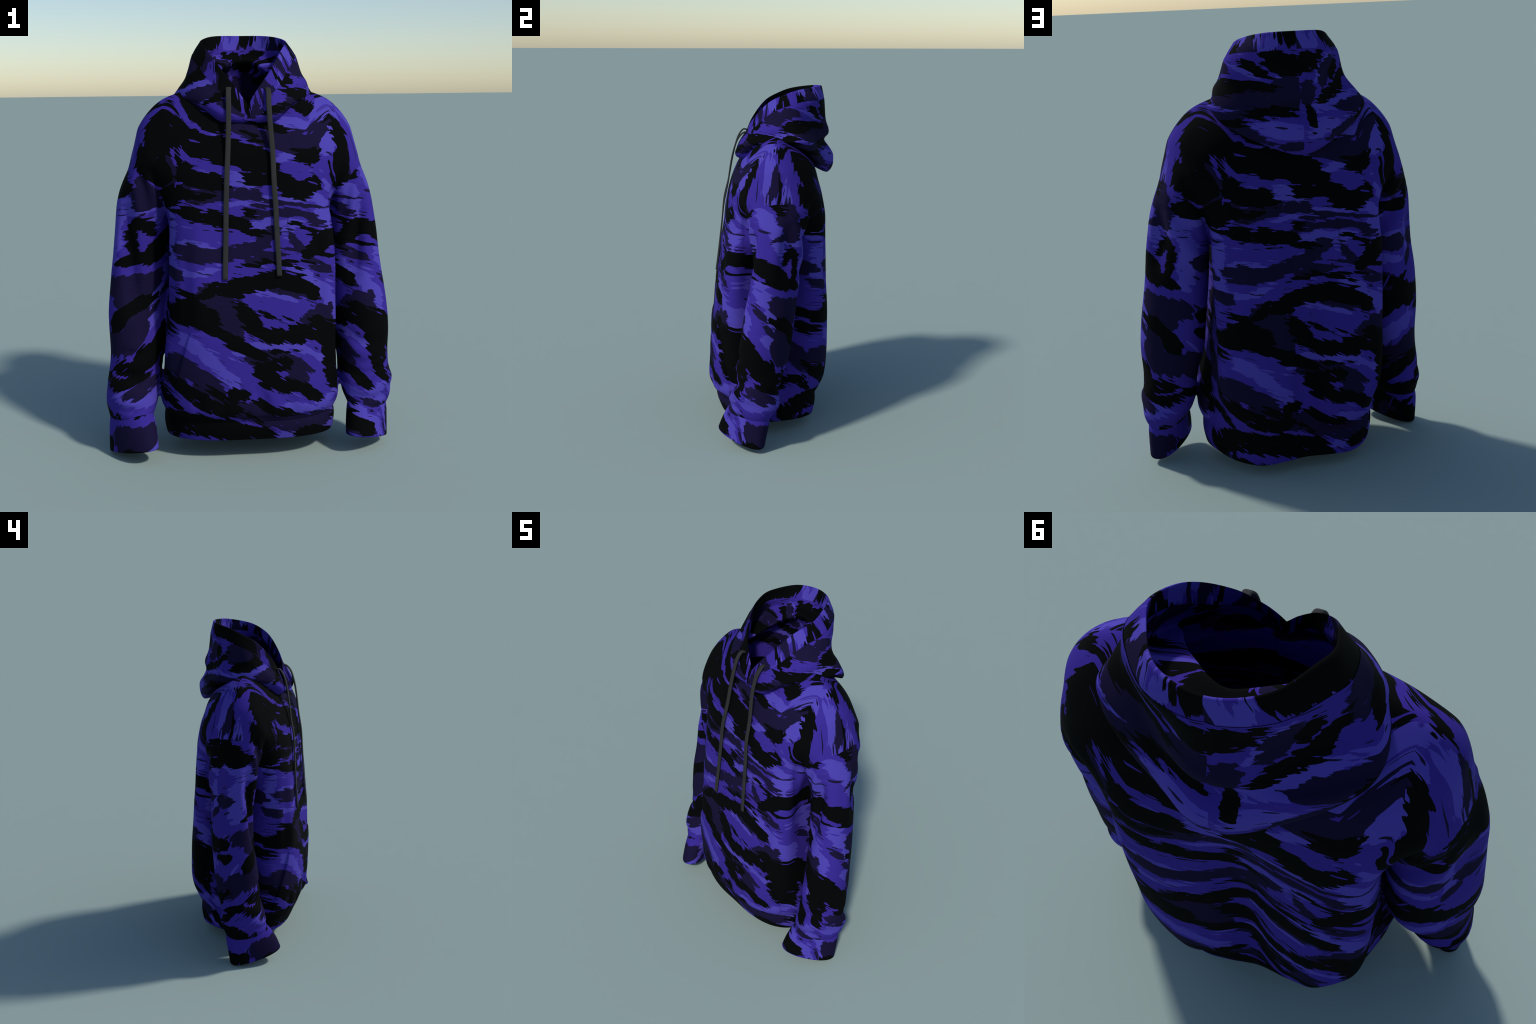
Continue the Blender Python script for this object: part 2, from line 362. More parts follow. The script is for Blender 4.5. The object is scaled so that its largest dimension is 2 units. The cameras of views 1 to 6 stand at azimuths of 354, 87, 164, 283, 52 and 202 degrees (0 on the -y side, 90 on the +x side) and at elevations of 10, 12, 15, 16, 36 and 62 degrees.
def camo_group(name, black, dark, light, wrap, sweep=0.6):
    g = bpy.data.node_groups.new(name, "ShaderNodeTree")
    g.interface.new_socket("Cloth", in_out="INPUT", socket_type="NodeSocketVector")
    g.interface.new_socket("Color", in_out="OUTPUT", socket_type="NodeSocketColor")
    N = Nodes(g)
    src = N.new("NodeGroupInput").outputs[0]
    s0 = N.new("ShaderNodeSeparateXYZ")
    g.links.new(src, s0.inputs[0])
    # the strokes lie level on the chest and sweep down to the right lower on the cloth
    lean = N.new("ShaderNodeMapRange")
    g.links.new(s0.outputs[1], lean.inputs["Value"])
    for k, v in (("From Min", 0.45), ("From Max", 1.0), ("To Min", sweep), ("To Max", 0.17)):
        lean.inputs[k].default_value = v
    grain = N.vec(s0.outputs[0], N.math("MULTIPLY_ADD", s0.outputs[0], lean.outputs[0], s0.outputs[1]))

    def wander(vec, scale, au, av):
        w = N.noise(N.mapping(vec, scale=scale), 1.0, 2.0, 0.5).outputs["Color"]
        sep = N.new("ShaderNodeSeparateXYZ")
        g.links.new(w, sep.inputs[0])
        return (N.math("MULTIPLY", N.math("SUBTRACT", sep.outputs[0], 0.5), au), N.math("MULTIPLY", N.math("SUBTRACT", sep.outputs[1], 0.5), av))

    # the brush drags the paint: wander the outline in large and small waves
    a0, b0 = wander(src, (4.5, 8.0, 1), 0.07, 0.045)
    a1, b1 = wander(grain, (11.0, 20.0, 1), 0.05, 0.030)
    add = N.new("ShaderNodeVectorMath", operation="ADD")
    g.links.new(src, add.inputs[0])
    g.links.new(N.vec(N.math("ADD", a0, a1), N.math("ADD", b0, b1)), add.inputs[1])
    P = add.outputs[0]
    if wrap:
        s2 = N.new("ShaderNodeSeparateXYZ")
        g.links.new(P, s2.inputs[0])
        P = N.vec(N.math("WRAP", s2.outputs[0], REPEAT / 2, -REPEAT / 2), N.math("WRAP", s2.outputs[1], 0.2 + REPEAT, 0.2))

    # torn bristle ends: streaks lying along the stroke
    def bristle(seed, fine):
        n1 = N.noise(N.mapping(grain, (seed, seed * 1.7, 0), 0, (7.5, 58, 1)), 1.0, 2.0, 0.55).outputs["Fac"]
        n2 = N.noise(N.mapping(grain, (seed * 2.3, seed, 0), 0, (24, 85, 1)), 1.0, 2.0, 0.5).outputs["Fac"]
        return N.math("ADD", N.math("MULTIPLY", N.math("SUBTRACT", n1, 0.5), fine), N.math("MULTIPLY", N.math("SUBTRACT", n2, 0.5), fine * 0.35))
    last = [None]

    def layer(strokes, seed, fine, bias=0.0):
        f = last[0] = stroke_field(N, P, strokes, wrap, last[0])
        return N.math("GREATER_THAN", N.math("ADD", N.math("ADD", f, bristle(seed, fine)), bias), 0.0)
    col = N.pick(layer(light, 3.1, 0.055, 0.004), VIOLET, PALE)
    # thin stray hairs dragged out of the strokes
    h = N.noise(N.mapping(grain, (1.3, 4.1, 0), 0, (6.5, 62, 1)), 1.0, 1.0, 0.5).outputs["Fac"]
    col = N.pick(N.math("GREATER_THAN", h, 0.715), col, PALE)
    h2 = N.noise(N.mapping(grain, (5.3, 0.1, 0), 0, (7.5, 66, 1)), 1.0, 1.0, 0.5).outputs["Fac"]
    col = N.pick(N.math("GREATER_THAN", h2, 0.695), col, DUSK)
    col = N.pick(layer(dark, 7.7, 0.054, 0.005), col, DUSK)
    col = N.pick(layer(black, 11.9, 0.057, 0.000), col, BLACK)
    # bare streaks where the brush skipped inside the black
    k = N.noise(N.mapping(grain, (9.3, 2.2, 0), 0, (7.5, 50, 1)), 1.0, 1.0, 0.5).outputs["Fac"]
    col = N.pick(N.math("GREATER_THAN", k, 0.73), col, VIOLET)
    out = N.new("NodeGroupOutput")
    g.links.new(col, out.inputs[0])
    return g


CAMO = camo_group("camouflage_cloth", drawn(BLACK_STROKES), drawn(DARK_STROKES), drawn(LIGHT_STROKES), True)
CAMO_HOOD = camo_group("camouflage_hood", HOOD_BLACK, HOOD_DARK, HOOD_LIGHT, False, 0.1)


def camo_material(name, group, layout):
    m = bpy.data.materials.new(name)
    m.use_nodes = True
    N = Nodes(m.node_tree)
    bsdf = m.node_tree.nodes["Principled BSDF"]
    tc = N.new("ShaderNodeTexCoord").outputs["Object"]
    sp = N.new("ShaderNodeSeparateXYZ")
    m.node_tree.links.new(tc, sp.inputs[0])
    u, v = layout(N, *sp.outputs[:3])
    gn = N.new("ShaderNodeGroup", node_tree=group)
    m.node_tree.links.new(N.vec(u, v), gn.inputs[0])
    m.node_tree.links.new(gn.outputs[0], bsdf.inputs["Base Color"])
    bsdf.inputs["Roughness"].default_value = 0.9
    bsdf.inputs["Specular IOR Level"].default_value = 0.05
    fl = N.noise(tc, 420.0, 2.0, 0.6).outputs["Fac"]
    bp = N.new("ShaderNodeBump")
    bp.inputs["Strength"].default_value = 0.06
    bp.inputs["Distance"].default_value = 0.002
    m.node_tree.links.new(fl, bp.inputs["Height"])
    m.node_tree.links.new(bp.outputs[0], bsdf.inputs["Normal"])
    return m


def lay_panel(N, x, y, z):
    """Front and back panels are cut alike; the back one is turned round. Past the corner the cloth runs round the side."""
    back = N.math("GREATER_THAN", y, 0.02)
    sgn = N.math("MULTIPLY_ADD", back, -2.0, 1.0)
    depth = N.math("MAXIMUM", N.math("SUBTRACT", 0.20, N.math("ABSOLUTE", N.math("SUBTRACT", y, 0.02))), 0.0)
    side = N.math("MULTIPLY", N.math("SUBTRACT", N.math("ABSOLUTE", x), 0.26), 10.0)
    side = N.math("MINIMUM", N.math("MAXIMUM", side, 0.0), 1.0)
    u = N.math("ADD", x, N.math("MULTIPLY", N.math("MULTIPLY", N.math("SIGN", x), depth), side))
    # on the dropped shoulder the cloth runs outwards and down: across follows the slope, up runs from front and back to the ridge
    ax = N.math("ABSOLUTE", x)
    wx = N.math("MINIMUM", N.math("MAXIMUM", N.math("MULTIPLY", N.math("SUBTRACT", ax, 0.27), 8.0), 0.0), 1.0)
    wz = N.math("MINIMUM", N.math("MAXIMUM", N.math("MULTIPLY", N.math("SUBTRACT", z, 1.22), 6.0), 0.0), 1.0)
    w = N.math("MULTIPLY", wx, wz)
    v_top = N.math("MULTIPLY_ADD", N.math("ABSOLUTE", N.math("SUBTRACT", y, 0.02)), -1.15, 1.63)
    v = N.math("ADD", z, N.math("MULTIPLY", w, N.math("SUBTRACT", v_top, z)))
    u_top = N.math("MULTIPLY", N.math("SIGN", x), N.math("ADD", ax, N.math("MULTIPLY", N.math("SUBTRACT", 1.60, z), 0.5)))
    u = N.math("ADD", u, N.math("MULTIPLY", w, N.math("SUBTRACT", u_top, u)))
    return N.math("MULTIPLY", u, sgn), v


def lay_sleeve(N, x, y, z):
    """Round the arm from its front; the left sleeve is the mirror image and starts further along the cloth."""
    out = N.math("ABSOLUTE", x)
    cx = N.math("MULTIPLY_ADD", z, -0.105, 0.612)
    cy = N.math("MINIMUM", N.math("MULTIPLY_ADD", z, 0.23, -0.19), 0.02)
    th = N.math("ADD", N.math("ARCTAN2", N.math("SUBTRACT", y, cy), N.math("SUBTRACT", out, cx)), math.pi / 2)
    left = N.math("LESS_THAN", x, 0.0)
    u0 = N.math("MULTIPLY_ADD", left, 0.295, 0.325)
    return N.math("MULTIPLY_ADD", th, 0.132, u0), N.math("SUBTRACT", z, 0.03)


def lay_cuff(N, x, y, z):
    u, v = lay_sleeve(N, x, y, z)
    return u, N.math("ADD", v, 0.71)


def lay_hood(N, x, y, z):
    th = N.math("ARCTAN2", x, N.math("SUBTRACT", 0.08, y))
    return N.math("MULTIPLY", th, 0.3), z


def lay_hood_band(N, x, y, z):
    th = N.math("ARCTAN2", x, N.math("SUBTRACT", 0.08, y))
    return N.math("MULTIPLY_ADD", z, 0.8, -1.2), N.math("MULTIPLY_ADD", th, 0.24, 0.95)


CLOTH = camo_material("camouflage_fleece_panel", CAMO, lay_panel)
CLOTH_SLEEVE = camo_material("camouflage_fleece_sleeve", CAMO, lay_sleeve)
CLOTH_CUFF = camo_material("camouflage_fleece_cuff", CAMO, lay_cuff)
CLOTH_HOOD = camo_material("camouflage_fleece_hood", CAMO_HOOD, lay_hood)
CLOTH_BAND = camo_material("camouflage_fleece_hood_band", CAMO, lay_hood_band)


def cord_material():
    m = bpy.data.materials.new("grey_black_cord")
    m.use_nodes = True
    N = Nodes(m.node_tree)
    bsdf = m.node_tree.nodes["Principled BSDF"]
    tc = N.new("ShaderNodeTexCoord").outputs["Object"]
    n = N.noise(N.mapping(tc, scale=(160, 160, 30)), 1.0, 2.0).outputs["Fac"]
    ramp = N.new("ShaderNodeValToRGB")
    ramp.color_ramp.elements[0].color = (0.016, 0.016, 0.016, 1)
    ramp.color_ramp.elements[1].color = (0.026, 0.026, 0.026, 1)
    m.node_tree.links.new(n, ramp.inputs[0])
    m.node_tree.links.new(ramp.outputs[0], bsdf.inputs["Base Color"])
    bsdf.inputs["Roughness"].default_value = 0.8
    bsdf.inputs["Specular IOR Level"].default_value = 0.3
    return m


CORD = cord_material()

# ------------------------------------------------------------------ hoodie root
root = bpy.data.objects.new("hooded_sweatshirt", None)
scene.collection.objects.link(root)
root["label"] = "oversized pullover hoodie in purple and black brush camouflage"
root["category"] = "hoodie"


# ------------------------------------------------------------------ body + sleeves as one surface
def join_parts(parts):
    V, F, o = [], [], 0
    for v, f in parts:
        V.append(v)
        F += [tuple(i + o for i in q) for q in f]
        o += len(v)
    return np.concatenate(V), F


def build_shell():
    V, F = join_parts([torso_mesh(), sleeve_mesh(SLEEVE_R), sleeve_mesh(SLEEVE_L)])
    ob = mesh_obj("raw_shell", V, F)
    bm = bmesh.new()
    bm.from_mesh(ob.data)
    bmesh.ops.recalc_face_normals(bm, faces=bm.faces)
    bm.to_mesh(ob.data)
    bm.free()
    md = ob.modifiers.new("r", "REMESH")
    md.mode = "VOXEL"
    md.voxel_size = 0.0075
    md.use_smooth_shade = True
    sm = ob.modifiers.new("s", "SMOOTH")
    sm.factor = 0.5
    sm.iterations = 8
    dg = bpy.context.evaluated_depsgraph_get()
    me = bpy.data.meshes.new_from_object(ob.evaluated_get(dg))
    V = np.empty(len(me.vertices) * 3)
    me.vertices.foreach_get("co", V)
    F = [tuple(p.vertices) for p in me.polygons]
    bpy.data.objects.remove(ob)
    return V.reshape(-1, 3), F


def nearest_d(part, V):
    t = BVHTree.FromPolygons([tuple(v) for v in part[0]], part[1])
    return np.array([t.find_nearest(Vector(v))[3] for v in V])


def split_shell(V):
    """The sleeve takes what lies on its own tube below the dropped shoulder seam."""
    out = np.zeros(len(V), bool)
    c = np.nonzero((np.abs(V[:, 0]) > 0.28) & (V[:, 2] < 1.42))[0]
    dt = nearest_d(torso_mesh(), V[c])
    ds = np.minimum(nearest_d(sleeve_mesh(SLEEVE_R), V[c]), nearest_d(sleeve_mesh(SLEEVE_L), V[c]))
    seam_z = 1.385 - 0.9 * np.maximum(0, 0.545 - np.abs(V[c, 0]))
    out[c] = (ds < dt) & (V[c, 2] < seam_z)
    return out


V, F = build_shell()


def vertex_normals(V, F):
    n = np.zeros_like(V)
    Q = np.array([f if len(f) == 4 else f + (f[0],) for f in F])
    fn = np.cross(V[Q[:, 2]] - V[Q[:, 0]], V[Q[:, 3]] - V[Q[:, 1]])
    for k in range(4):
        np.add.at(n, Q[:, k], fn)
    return n / (np.linalg.norm(n, axis=1)[:, None] + 1e-12)


# Folds of the cloth: height (+ ridge, - valley), half breadth, then the points they run through.
FOLDS = [
    # hanging from the armholes, front
    (.011, .020, (.470, -.13, 1.39), (.440, -.14, 1.27), (.425, -.14, 1.14)), (-.012, .018, (.435, -.15, 1.37), (.405, -.16, 1.24), (.392, -.15, 1.10)),
    (.009, .018, (.520, -.10, 1.36), (.500, -.12, 1.22), (.500, -.12, 1.08)), (-.009, .020, (.495, -.12, 1.34), (.468, -.13, 1.20), (.462, -.13, 1.06)),
    (.011, .020, (-.475, -.13, 1.39), (-.450, -.14, 1.27), (-.425, -.14, 1.12)), (-.012, .018, (-.440, -.15, 1.37), (-.412, -.16, 1.24), (-.395, -.15, 1.08)),
    (.009, .018, (-.530, -.09, 1.37), (-.510, -.12, 1.24), (-.500, -.12, 1.10)), (-.010, .020, (-.500, -.12, 1.36), (-.478, -.13, 1.22), (-.465, -.13, 1.08)),
    (-.040, .034, (.545, -.10, 1.24), (.528, -.12, 1.06), (.505, -.14, .86)), (-.040, .036, (-.565, -.09, 1.22), (-.560, -.10, 1.00), (-.545, -.13, .72)),
    (-.016, .050, (.570, .10, 1.30), (.600, .09, 1.16), (.600, .07, .98)), (-.016, .050, (-.570, .10, 1.30), (-.600, .09, 1.16), (-.600, .07, .98)),
    # behind the arms
    (.012, .020, (.500, .14, 1.36), (.460, .15, 1.28), (.415, .15, 1.18)), (-.012, .020, (.520, .12, 1.30), (.480, .14, 1.20), (.420, .13, 1.10)),
    (.009, .020, (.540, .10, 1.24), (.500, .12, 1.13), (.440, .11, 1.03)), (-.008, .022, (.560, .08, 1.14), (.510, .11, 1.04), (.450, .10, .95)),
    (.012, .020, (-.500, .14, 1.36), (-.460, .15, 1.28), (-.415, .15, 1.18)), (-.012, .020, (-.520, .12, 1.30), (-.480, .14, 1.20), (-.420, .13, 1.10)),
    (.009, .020, (-.540, .10, 1.22), (-.500, .12, 1.12), (-.440, .11, 1.02)),
    # outer sleeve
    (.007, .025, (.600, .02, 1.32), (.620, .00, 1.16), (.635, -.02, 1.00)), (-.006, .028, (.585, .09, 1.30), (.610, .07, 1.14), (.620, .05, .98)),
    (.007, .025, (-.600, .02, 1.32), (-.625, .00, 1.16), (-.645, -.02, 1.00)),
    # elbow and wrist
    (-.010, .020, (.470, -.19, .56), (.530, -.21, .53), (.610, -.20, .54)), (.008, .020, (.470, -.20, .50), (.540, -.22, .47), (.620, -.19, .49)),
    (-.012, .018, (.475, -.21, .40), (.540, -.23, .37), (.620, -.20, .39), (.680, -.13, .40)), (.012, .022, (.480, -.23, .33), (.540, -.24, .31), (.640, -.19, .34), (.700, -.10, .33)),
    (-.010, .014, (.490, -.24, .275), (.560, -.25, .260), (.640, -.19, .280)), (.008, .020, (.690, -.06, .30), (.640, .00, .27), (.560, -.01, .28)), (-.008, .02, (.690, -.05, .37), (.640, .01, .35), (.540, .00, .36)),
    (-.010, .020, (-.470, -.19, .53), (-.530, -.21, .50), (-.610, -.20, .51)), (.009, .022, (-.480, -.22, .36), (-.540, -.24, .33), (-.620, -.20, .35)),
    (-.011, .018, (-.475, -.21, .43), (-.540, -.23, .40), (-.620, -.20, .41), (-.690, -.12, .40)), (-.010, .014, (-.490, -.24, .265), (-.560, -.25, .245), (-.640, -.19, .260)),
    (.009, .022, (-.700, -.06, .29), (-.640, .00, .26), (-.560, -.01, .27)),
    # trunk: long drapes and gathers over the hem band
    (-.007, .030, (.300, -.28, 1.12), (.310, -.30, .85), (.300, -.32, .60)), (.006, .030, (.345, -.25, 1.10), (.360, -.27, .85), (.365, -.27, .60)),
    (-.007, .030, (-.300, -.28, 1.12), (-.310, -.30, .85), (-.300, -.32, .62)), (.006, .030, (-.345, -.25, 1.10), (-.360, -.27, .85), (-.365, -.27, .60)),
    (-.009, .022, (.020, -.36, .38), (.035, -.36, .30), (.040, -.35, .235)), (.006, .022, (.085, -.36, .36), (.095, -.36, .29), (.095, -.35, .24)),
    (-.008, .020, (.170, -.35, .33), (.175, -.35, .28), (.175, -.34, .235)), (-.008, .020, (-.150, -.36, .33), (-.150, -.36, .28), (-.145, -.35, .235)),
    (-.008, .020, (-.270, -.33, .34), (-.265, -.33, .28), (-.260, -.32, .235)), (-.008, .020, (.300, -.31, .34), (.295, -.31, .28), (.290, -.30, .235)),
    (-.007, .022, (.390, -.21, .42), (.395, -.21, .32), (.385, -.20, .24)), (-.007, .022, (-.390, -.21, .42), (-.395, -.21, .32), (-.385, -.20, .24)),
    (-.007, .022, (.400, .04, .40), (.392, .05, .31), (.375, .06, .24)), (-.007, .022, (-.400, .04, .40), (-.392, .05, .31), (-.375, .06, .24)),
    (-.007, .020, (.150, .30, .36), (.150, .30, .29), (.145, .28, .235)), (-.007, .020, (-.170, .30, .36), (-.165, .30, .29), (-.160, .28, .235)),
]


def fold_depth(V, folds, surface=None):
    d = np.zeros(len(V))
    for h, w, *pts in folds:
        P = np.array(pts)
        t = np.r_[0, np.cumsum(np.linalg.norm(np.diff(P, axis=0), axis=1))]
        C = spline(P, t, 24)
        if surface:
            C = np.array([surface.find_nearest(Vector(c))[0] for c in C])
        near = np.nonzero(((V > C.min(0) - 4 * w) & (V < C.max(0) + 4 * w)).all(1))[0]
        if not len(near):
            continue
        D = np.linalg.norm(V[near][:, None] - C[None], axis=2)
        k = D.argmin(1)
        fade = np.sin(np.pi * (k + 1.5) / 26) ** 0.7
        # distance across the fold only: depth differences between guess and cloth count less
        d[near] += h * fade * np.exp(-(np.maximum(D.min(1) - 0.008, 0) / w) ** 2)
    return d


def fold_cloth(V, F):
    n = vertex_normals(V, F)
    d = fold_depth(V, FOLDS, BVHTree.FromPolygons([tuple(v) for v in V], F))
    # slow unevenness of hanging cloth
    x, y, z = V.T
    slow = (np.sin(9 * x + 4 * z + 1.3) * np.sin(7 * z - 5 * y + 0.4) + 0.6 * np.sin(17 * x - 11 * z + 2.1 + 6 * y) * np.sin(13 * z + 9 * y))
    d += 0.0020 * slow * np.clip((1.55 - z) / 0.2, 0.2, 1)
    return V + n * d[:, None]


def soften(V, F, weight, rounds):
    """Relax the marked part of the surface so the shoulder runs into the sleeve without a ledge."""
    E = np.array([(f[i], f[(i + 1) % len(f)]) for f in F for i in range(len(f))])
    E = E[(weight[E] > 0).any(1)]
    deg = np.maximum(np.bincount(E.ravel(), minlength=len(V)).astype(float), 1)
    live = weight > 0
    for _ in range(rounds):
        acc = np.zeros_like(V)
        for k in range(3):
            acc[:, k] = np.bincount(E[:, 0], V[E[:, 1], k], len(V)) + np.bincount(E[:, 1], V[E[:, 0], k], len(V))
        V = np.where(live[:, None], V + 0.5 * weight[:, None] * (acc / deg[:, None] - V), V)
    return V


ramp = lambda t: np.clip(t, 0, 1)
V = soften(V, F, ramp((np.abs(V[:, 0]) - .46) / .05) * ramp((V[:, 2] - 1.20) / .08) * ramp((1.56 - V[:, 2]) / .08), 160)
V = fold_cloth(V, F)
SL = split_shell(V)
fidx = np.array([sum(SL[i] for i in f) >= len(f) / 2 for f in F])
cz = np.array([V[list(f)].mean(0) for f in F])
nz = []
for f in F:
    p = V[list(f)]
    nz.append(np.cross(p[2] - p[0], p[3] - p[1]) if len(f) == 4 else np.cross(p[1] - p[0], p[2] - p[0]))
nz = np.array(nz)
nz /= np.linalg.norm(nz, axis=1)[:, None] + 1e-12


shell_normals = vertex_normals(V, F)
if ((V[:, 1] < -.3) & (shell_normals[:, 1] > 0)).sum() > ((V[:, 1] < -.3) & (shell_normals[:, 1] < 0)).sum():
    shell_normals = -shell_normals


def submesh(name, keep, mat, parent):
    ids = {}
    fs = []
    for k in np.nonzero(keep)[0]:
        fs.append(tuple(ids.setdefault(i, len(ids)) for i in F[k]))
    src = list(ids.keys())
    ob = mesh_obj(name, V[src], fs, parent, mat)
    ob.data.normals_split_custom_set_from_vertices([tuple(v) for v in shell_normals[src]])
    return ob


neck_open = (cz[:, 2] > 1.55) & ((cz[:, 0] / 0.29) ** 2 + ((cz[:, 1] - 0.05) / 0.205) ** 2 < 1)
bottom = (cz[:, 2] < 0.185) & (nz[:, 2] < -0.7) & (np.abs(cz[:, 0]) < 0.45)
torso = submesh("torso", ~fidx & ~neck_open & ~bottom, CLOTH, root)
sleeve_r = submesh("sleeve", fidx & (cz[:, 0] > 0), CLOTH_SLEEVE, root)
sleeve_l = submesh("sleeve", fidx & (cz[:, 0] < 0), CLOTH_SLEEVE, root)
shell_bvh = BVHTree.FromPolygons([tuple(v) for v in V], F)


# ------------------------------------------------------------------ cuffs and waistband: thick open tubes
def thick_tube(name, rings, n, thick, parent, mat, lip=0.006):
    """rings run from the hidden top to the open end; the cloth turns over at the end and goes back up inside."""
    rings = [np.asarray(r) for r in rings]
    c = [r.mean(0) for r in rings]
    inner = [ci + (r - ci) * (1 - thick / np.linalg.norm(r - ci, axis=1).mean()) for r, ci in zip(rings, c)]
    down = c[-1] - c[-2]
    down /= np.linalg.norm(down)
    mid = (rings[-1] + inner[-1]) / 2 + down * lip
    q1 = rings[-1] * 0.8 + mid * 0.2 + down * lip * 0.5
    q2 = inner[-1] * 0.8 + mid * 0.2 + down * lip * 0.5
    allr = rings + [q1, mid, q2] + inner[::-1]
    Vt = np.concatenate(allr)
    return mesh_obj(name, Vt, grid_faces(len(allr), n, True), parent, mat)


for S in (CUFF_R, CUFF_L):
    rings, n = tube_rings(S, per=0.012, n=72)
    par = sleeve_r if S is CUFF_R else sleeve_l
    thick_tube("cuff", rings, n, 0.014, par, CLOTH_CUFF)

BAND_TOP = [(0, -.328), (.15, -.326), (.27, -.294), (.35, -.238), (.398, -.16), (.412, -.05), (.380, .06), (.338, .152), (.286, .214), (.21, .258), (.11, .254), (0, .236)]
BAND_END = [(0, -.305), (.15, -.303), (.27, -.276), (.35, -.226), (.396, -.155), (.411, -.05), (.380, .05), (.336, .142), (.284, .204), (.21, .248), (.11, .246), (0, .232)]
band_rings = []
for t in np.linspace(0, 1, 12):
    bow = 0.008 * math.sin(math.pi * t)
    p = half_to_ring(np.array(BAND_TOP) * (1 - t) + np.array(BAND_END) * t, 160, bow)
    band_rings.append(np.c_[p, 0.21 - 0.126 * t - 0.07 * t * p[:, 1]])
thick_tube("waistband", band_rings, 160, 0.014, root, CLOTH)

# ------------------------------------------------------------------ hood
# Each row runs from the front edge round one side to the centre of the back.
H_RIM = [(-.022, -.188, 1.603), (.016, -.166, 1.685), (.051, -.150, 1.735), (.109, -.111, 1.810), (.179, -.019, 1.911), (.214, .077, 1.959), (.193, .155, 1.982), (.125, .262, 1.998), (.0, .302, 2.001)]
H_BAND = [(-.010, -.188, 1.598), (.058, -.190, 1.648), (.100, -.172, 1.700), (.156, -.114, 1.757), (.231, .000, 1.860), (.259, .100, 1.900), (.232, .178, 1.920), (.142, .280, 1.926), (.0, .315, 1.931)]
H_MID = [(.005, -.188, 1.595), (.078, -.203, 1.635), (.130, -.186, 1.673), (.205, -.122, 1.726), (.270, .006, 1.800), (.290, .105, 1.805), (.262, .168, 1.800), (.148, .248, 1.812), (.0, .328, 1.815)]
H_FOLD = [(.020, -.187, 1.592), (.098, -.209, 1.622), (.152, -.192, 1.645), (.227, -.126, 1.685), (.305, -.016, 1.706), (.349, .130, 1.712), (.318, .195, 1.700), (.178, .262, 1.700), (.0, .342, 1.735)]
H_NOTCH = [(.030, -.186, 1.590), (.100, -.204, 1.606), (.152, -.186, 1.625), (.222, -.108, 1.665), (.300, .000, 1.690), (.345, .138, 1.697), (.314, .210, 1.676), (.174, .276, 1.668), (.0, .326, 1.688)]
H_ROLL = [(.035, -.184, 1.588), (.096, -.192, 1.596), (.142, -.178, 1.608), (.212, -.098, 1.652), (.294, .006, 1.680), (.340, .148, 1.686), (.305, .222, 1.645), (.182, .292, 1.615), (.0, .376, 1.602)]
H_HEM = [(.040, -.180, 1.585), (.090, -.178, 1.588), (.132, -.166, 1.594), (.200, -.090, 1.636), (.282, .008, 1.668), (.322, .148, 1.672), (.284, .215, 1.622), (.172, .285, 1.555), (.0, .345, 1.500)]
H_NECK = [(.040, -.165, 1.590), (.085, -.160, 1.592), (.120, -.145, 1.600), (.175, -.070, 1.640), (.230, .015, 1.670), (.250, .120, 1.680), (.210, .170, 1.640), (.130, .220, 1.580), (.0, .260, 1.530)]
H_ROWS = [H_RIM, H_BAND, H_MID, H_FOLD, H_NOTCH, H_ROLL, H_HEM, H_NECK]


def hood_net(ROWS, TR, per_half=64, per_rows=10, inset=0.0, pinches=None, slump=None):
    rows = []
    ts = np.array([0, 1, 1.7, 2.8, 4.3, 5.3, 6.2, 7.5, 9.0])
    ends = (0.03, 0.02, 0.02, 0.01, 0, 0, 0, 0, 0)
    for k, r in enumerate(ROWS):
        r = np.array(r)
        pinch = pinches[k] if pinches else 1.0
        left = r.copy()
        left[:, 0] *= -1
        if slump:
            left[6:8, 1] += slump[k]
        left[5:8, 0] *= pinch
        left[6:8, 1] -= (1 - pinch) * 0.25
        left[0, 0] += 0.02
        left[:, 1] += np.array([0.012, 0.012, 0.010, 0.006, 0, 0, 0, 0, 0])
        full = np.concatenate([r, left[-2::-1]])
        t = np.concatenate([ts, 18 - ts[-2::-1]])
        row = spline(full, t, per_half * 2 + 1)
        row[:, 1] -= inset * np.clip(row[:, 1] / 0.3, -1, 1)
        row[:, 0] -= inset * np.clip(row[:, 0] / 0.2, -1, 1)
        rows.append(row)
    rows = np.array(rows)                        # rows x cols x 3
    k = len(rows)
    tr = np.array(TR, float)
    q = np.linspace(0, tr[-1], per_rows * (k - 1) + 1)
    net = np.array([spline(rows[:, c], tr, q) for c in range(rows.shape[1])])
    return net.transpose(1, 0, 2)                # samples along rows first


TR = [0, 0.9, 1.9, 3.0, 3.6, 4.3, 5.3, 6.2]
net = hood_net(H_ROWS, TR, pinches=[.97, .95, .95, .97, 1, 1, 1, 1],
               slump=[(0, 0), (0, 0), (0, .005), (.005, .015), (.012, .030), (.006, .014), (0, .004), (0, 0)])
